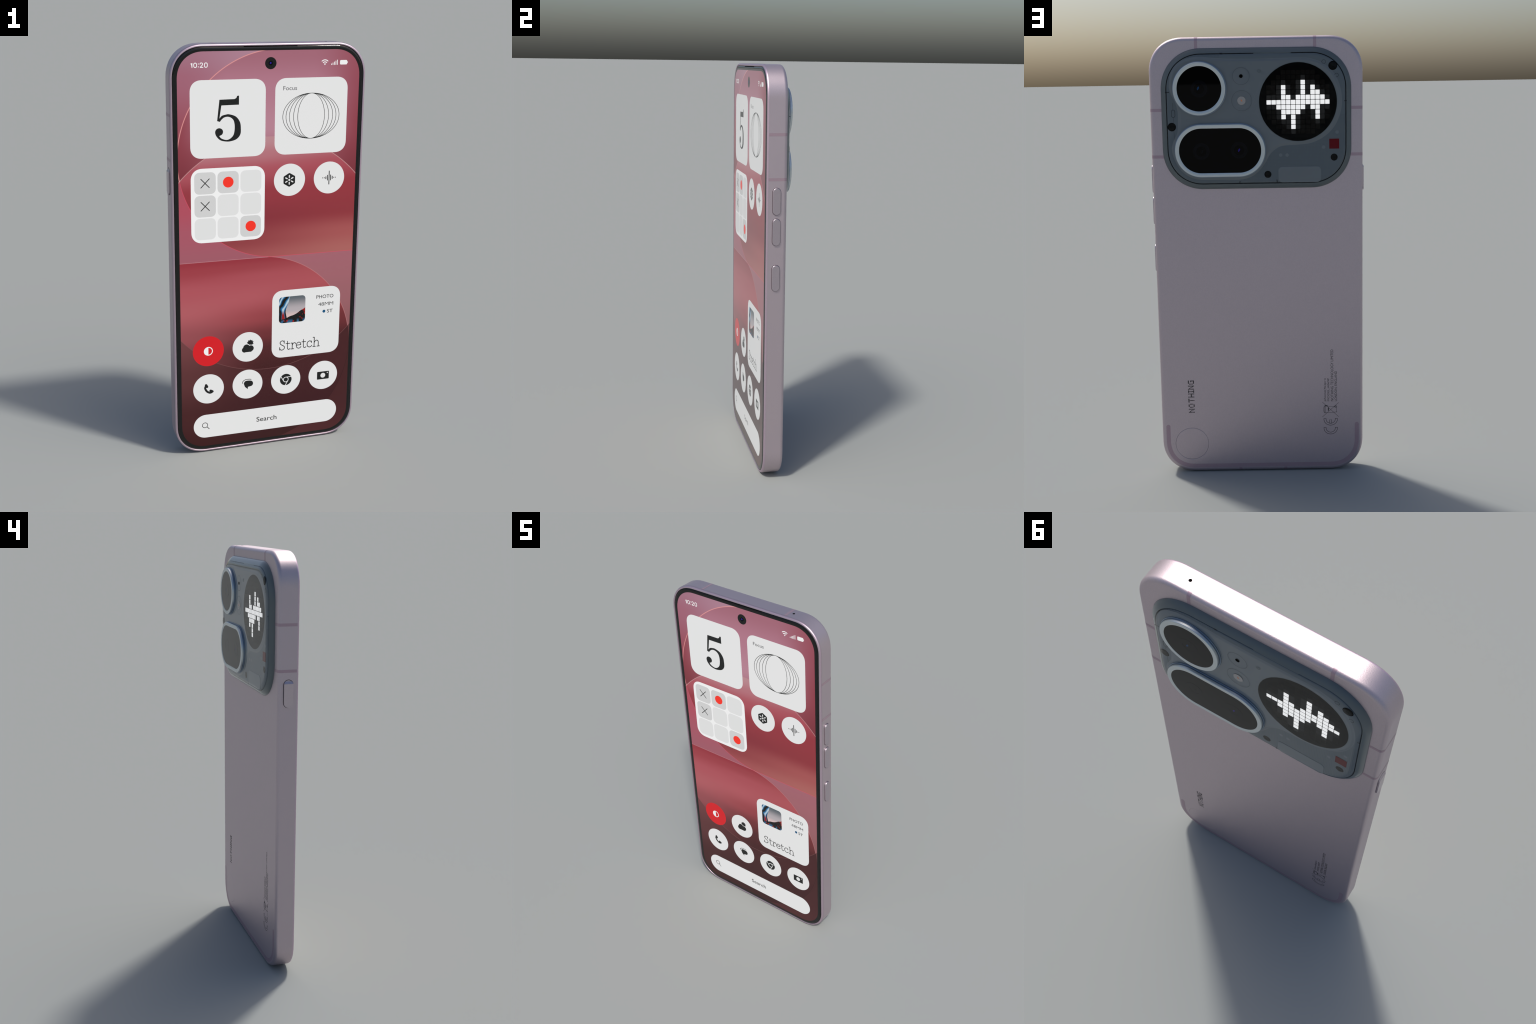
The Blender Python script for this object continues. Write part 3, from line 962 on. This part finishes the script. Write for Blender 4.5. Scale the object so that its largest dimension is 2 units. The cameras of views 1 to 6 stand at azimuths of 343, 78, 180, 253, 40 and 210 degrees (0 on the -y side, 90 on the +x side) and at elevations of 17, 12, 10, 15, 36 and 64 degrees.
# ---- small fittings on the plateau floor
F = FLOOR + 0.0004
rear(F + 0.0006).poly([(-0.3186, 1.5099), (-0.3624, 1.5099), (-0.3624, 1.5535), (-0.3186, 1.5535)]).done("red_square", "red_square", plateau)
for cx, cz, r in ((-0.3400, 1.4726, 0.0155), (-0.0462, 1.4007, 0.0157), (-0.3361, 1.8696, 0.0195), (0.3720, 1.6148, 0.0185)):
    rear(F).poly(circle(cx, cz, r, 32)).done("screw_well", "black", plateau)
    v, f = loft([ring_at(circle(cx, cz, r * q, 32)[::-1], F + dy) for q, dy in ((0.86, 0.0001), (0.74, 0.0011), (0.45, 0.0016), (0.30, 0.0008), (0.05, 0.0006))], cap_last=True)
    add("screw", v, f, "screw", plateau, smooth=50)
v, f = loft([ring_at([(x, z) for x, z in box(-0.1873, 1.3990, 0.0948 - d, 0.0352 - d, 0.018, 2, 6)][::-1], y) for d, y in ((0, FLOOR - 0.001), (0, FLOOR + 0.0012), (0.0014, FLOOR + 0.0020), (0.003, FLOOR + 0.0020))], cap_last=True)
add("cable_plate", v, f, "plate", plateau, smooth=40)
for cx, cz in ((-0.1039, 1.4851), (-0.1325, 1.4847), (-0.3533, 1.5825), (-0.2935, 1.5170)):
    rear(F).poly(circle(cx, cz, 0.0076, 20)).done("rivet", "plate", plateau)
for cx, cz in ((-0.2965, 1.8864), (-0.3520, 1.8284)):
    thin_ring(cx, cz, 0.0088, 0.0013, F, "seam", "rivet_ring")
rear(F).poly(stadium(0.3640, 1.6728, 0.0085, 0.0170, 16), stadium(0.3640, 1.6728, 0.0068, 0.0153, 16)).done("slot_ring", "seam", plateau)
rear(F).line([(0.3640, 1.7200), (0.3645, 1.6898)], 0.0008).line([(0.3645, 1.6559), (0.3625, 1.5600)], 0.0008).done("floor_joint", "seam", plateau)
rear(PLATE + 0.0002).poly([(0.2415, 1.6394), (0.3073, 1.6394), (0.3073, 1.6477), (0.2415, 1.6477)][::-1], [(0.2421, 1.6400), (0.3067, 1.6400), (0.3067, 1.6471), (0.2421, 1.6471)]).done("engraved_label", "slate", plateau)
for pts in ([(-0.3950, 1.7180), (-0.3860, 1.7170)], [(0.3950, 1.7640), (0.3800, 1.7655)], [(0.0790, 1.3640), (0.0780, 1.3720)], [(-0.0870, 1.3630), (-0.0860, 1.3760)]):
    rear(F).line(pts, 0.0030).done("floor_joint", "seam", plateau)

# ================================================================== PRINT ON THE BACK
INK_Y = BACK_Y + 0.0002
GLYPHS = {"N": ("X...X", "XX..X", "X.X.X", "X..XX", "X...X"), "O": (".XXX.", "X...X", "X...X", "X...X", ".XXX."), "T": ("XXXXX", "..X..", "..X..", "..X..", "..X.."),
          "H": ("X...X", "X...X", "XXXXX", "X...X", "X...X"), "I": ("XXX", ".X.", ".X.", ".X.", "XXX"), "G": (".XXXX", "X....", "X..XX", "X...X", ".XXXX")}


def dot_word(word, x_top, z_start, pitch_x, pitch_z, dot):
    """dot-matrix lettering that reads upward along the back"""
    g, col = rear(INK_Y), 0
    for ch in word:
        rows = GLYPHS[ch]
        for r, row in enumerate(rows):
            for c, mark in enumerate(row):
                if mark == "X":
                    g.poly(circle(x_top - r * pitch_x, z_start + (col + c) * pitch_z, dot, 10))
        col += len(rows[0]) + (1.1 if ch == "I" or ch == "H" else 1.6)
    o = g.done("dot_lettering", "ink", frame)
    o["kind"] = "stuff"


dot_word("NOTHING", 0.3405, 0.2925, 0.0058, 0.00375, 0.0025)


def back_text(s, x_top, x_base, z0, z1):
    pts, tri, lo, hi = text(s, 0, 0, 0, 0, 0, "", "", 0.0)
    cap_lo, cap_hi = lo[1], hi[1]
    vs = [(x_base + (p[1] - cap_lo) / (cap_hi - cap_lo) * (x_top - x_base), INK_Y, z0 + (p[0] - lo[0]) / (hi[0] - lo[0]) * (z1 - z0)) for p in pts]
    add("small_print", vs, face_to(vs, tri, 1), "ink", frame)


back_text("phone(4a)pro", -0.2878, -0.3000, 0.3365, 0.4485)
back_text("MODEL:A069P", -0.3040, -0.3132, 0.3365, 0.4480)
back_text("NOTHING TECHNOLOGY LIMITED", -0.3200, -0.3325, 0.3362, 0.5850)
back_text("LONDON, ENGLAND", -0.3375, -0.3510, 0.3360, 0.4815)

g = rear(INK_Y)
wd = 0.0020
for zc, bar in ((0.2395, True), (0.1958, False)):           # the two letters of the conformity mark, in outline
    cxm, zt = -0.3190, zc + 0.0120
    ro, ri = 0.0315, 0.0215
    cz = zt
    shape = [(cxm + ro, cz)] + [(cxm + ro * math.cos(t), cz - 0.0035 - ro * 0.93 * math.sin(t)) for t in (math.pi * i / 20 for i in range(21))] + [(cxm - ro, cz)]
    shape_in = [(cxm - ri, cz)] + [(cxm + ri * math.cos(t), cz - 0.0035 - ri * 0.93 * math.sin(t)) for t in (math.pi * (20 - i) / 20 for i in range(21))] + [(cxm + ri, cz)]
    g.line(shape, wd).line(shape_in, wd)
    for e in (1, -1):
        g.line([(cxm + e * ro, cz), (cxm + e * ri, cz)], wd)
    if bar:
        g.line([(cxm + 0.0042, cz - 0.0235), (cxm + 0.0042, cz - 0.0055), (cxm - 0.0042, cz - 0.0055), (cxm - 0.0042, cz - 0.0235)], wd, False)
g.done("conformity_mark", "ink", frame)

g = rear(INK_Y)                                              # crossed-out bin, lying on its side
for a, b in (((-0.2811, 0.3319), (-0.3563, 0.2600)), ((-0.2806, 0.2595), (-0.3563, 0.3290))):
    g.line([a, b], 0.0014)
g.line([(-0.2935, 0.3125), (-0.3440, 0.3090)], 0.0014).line([(-0.2935, 0.2800), (-0.3480, 0.2830)], 0.0014)
g.line(spline([(-0.2935, 0.3150), (-0.2885, 0.3100), (-0.2868, 0.2960), (-0.2885, 0.2830), (-0.2935, 0.2780)], k=5), 0.0014)
g.line([(-0.2935, 0.3150), (-0.2935, 0.2780)], 0.0016).line([(-0.2905, 0.3120), (-0.2905, 0.2800)], 0.0012)
g.line([(-0.2935, 0.3150), (-0.3040, 0.3155)], 0.0030).line([(-0.3460, 0.3080), (-0.3455, 0.2835)], 0.0014).line([(-0.3455, 0.2835), (-0.3490, 0.2830)], 0.0014)
g.line([(-0.3085, 0.3040), (-0.3085, 0.2910)], 0.0040)
g.poly(circle(-0.3430, 0.3095, 0.0055, 20), circle(-0.3430, 0.3095, 0.0038, 20)).poly(circle(-0.3430, 0.3095, 0.0015, 10))
g.done("bin_symbol", "ink", frame)
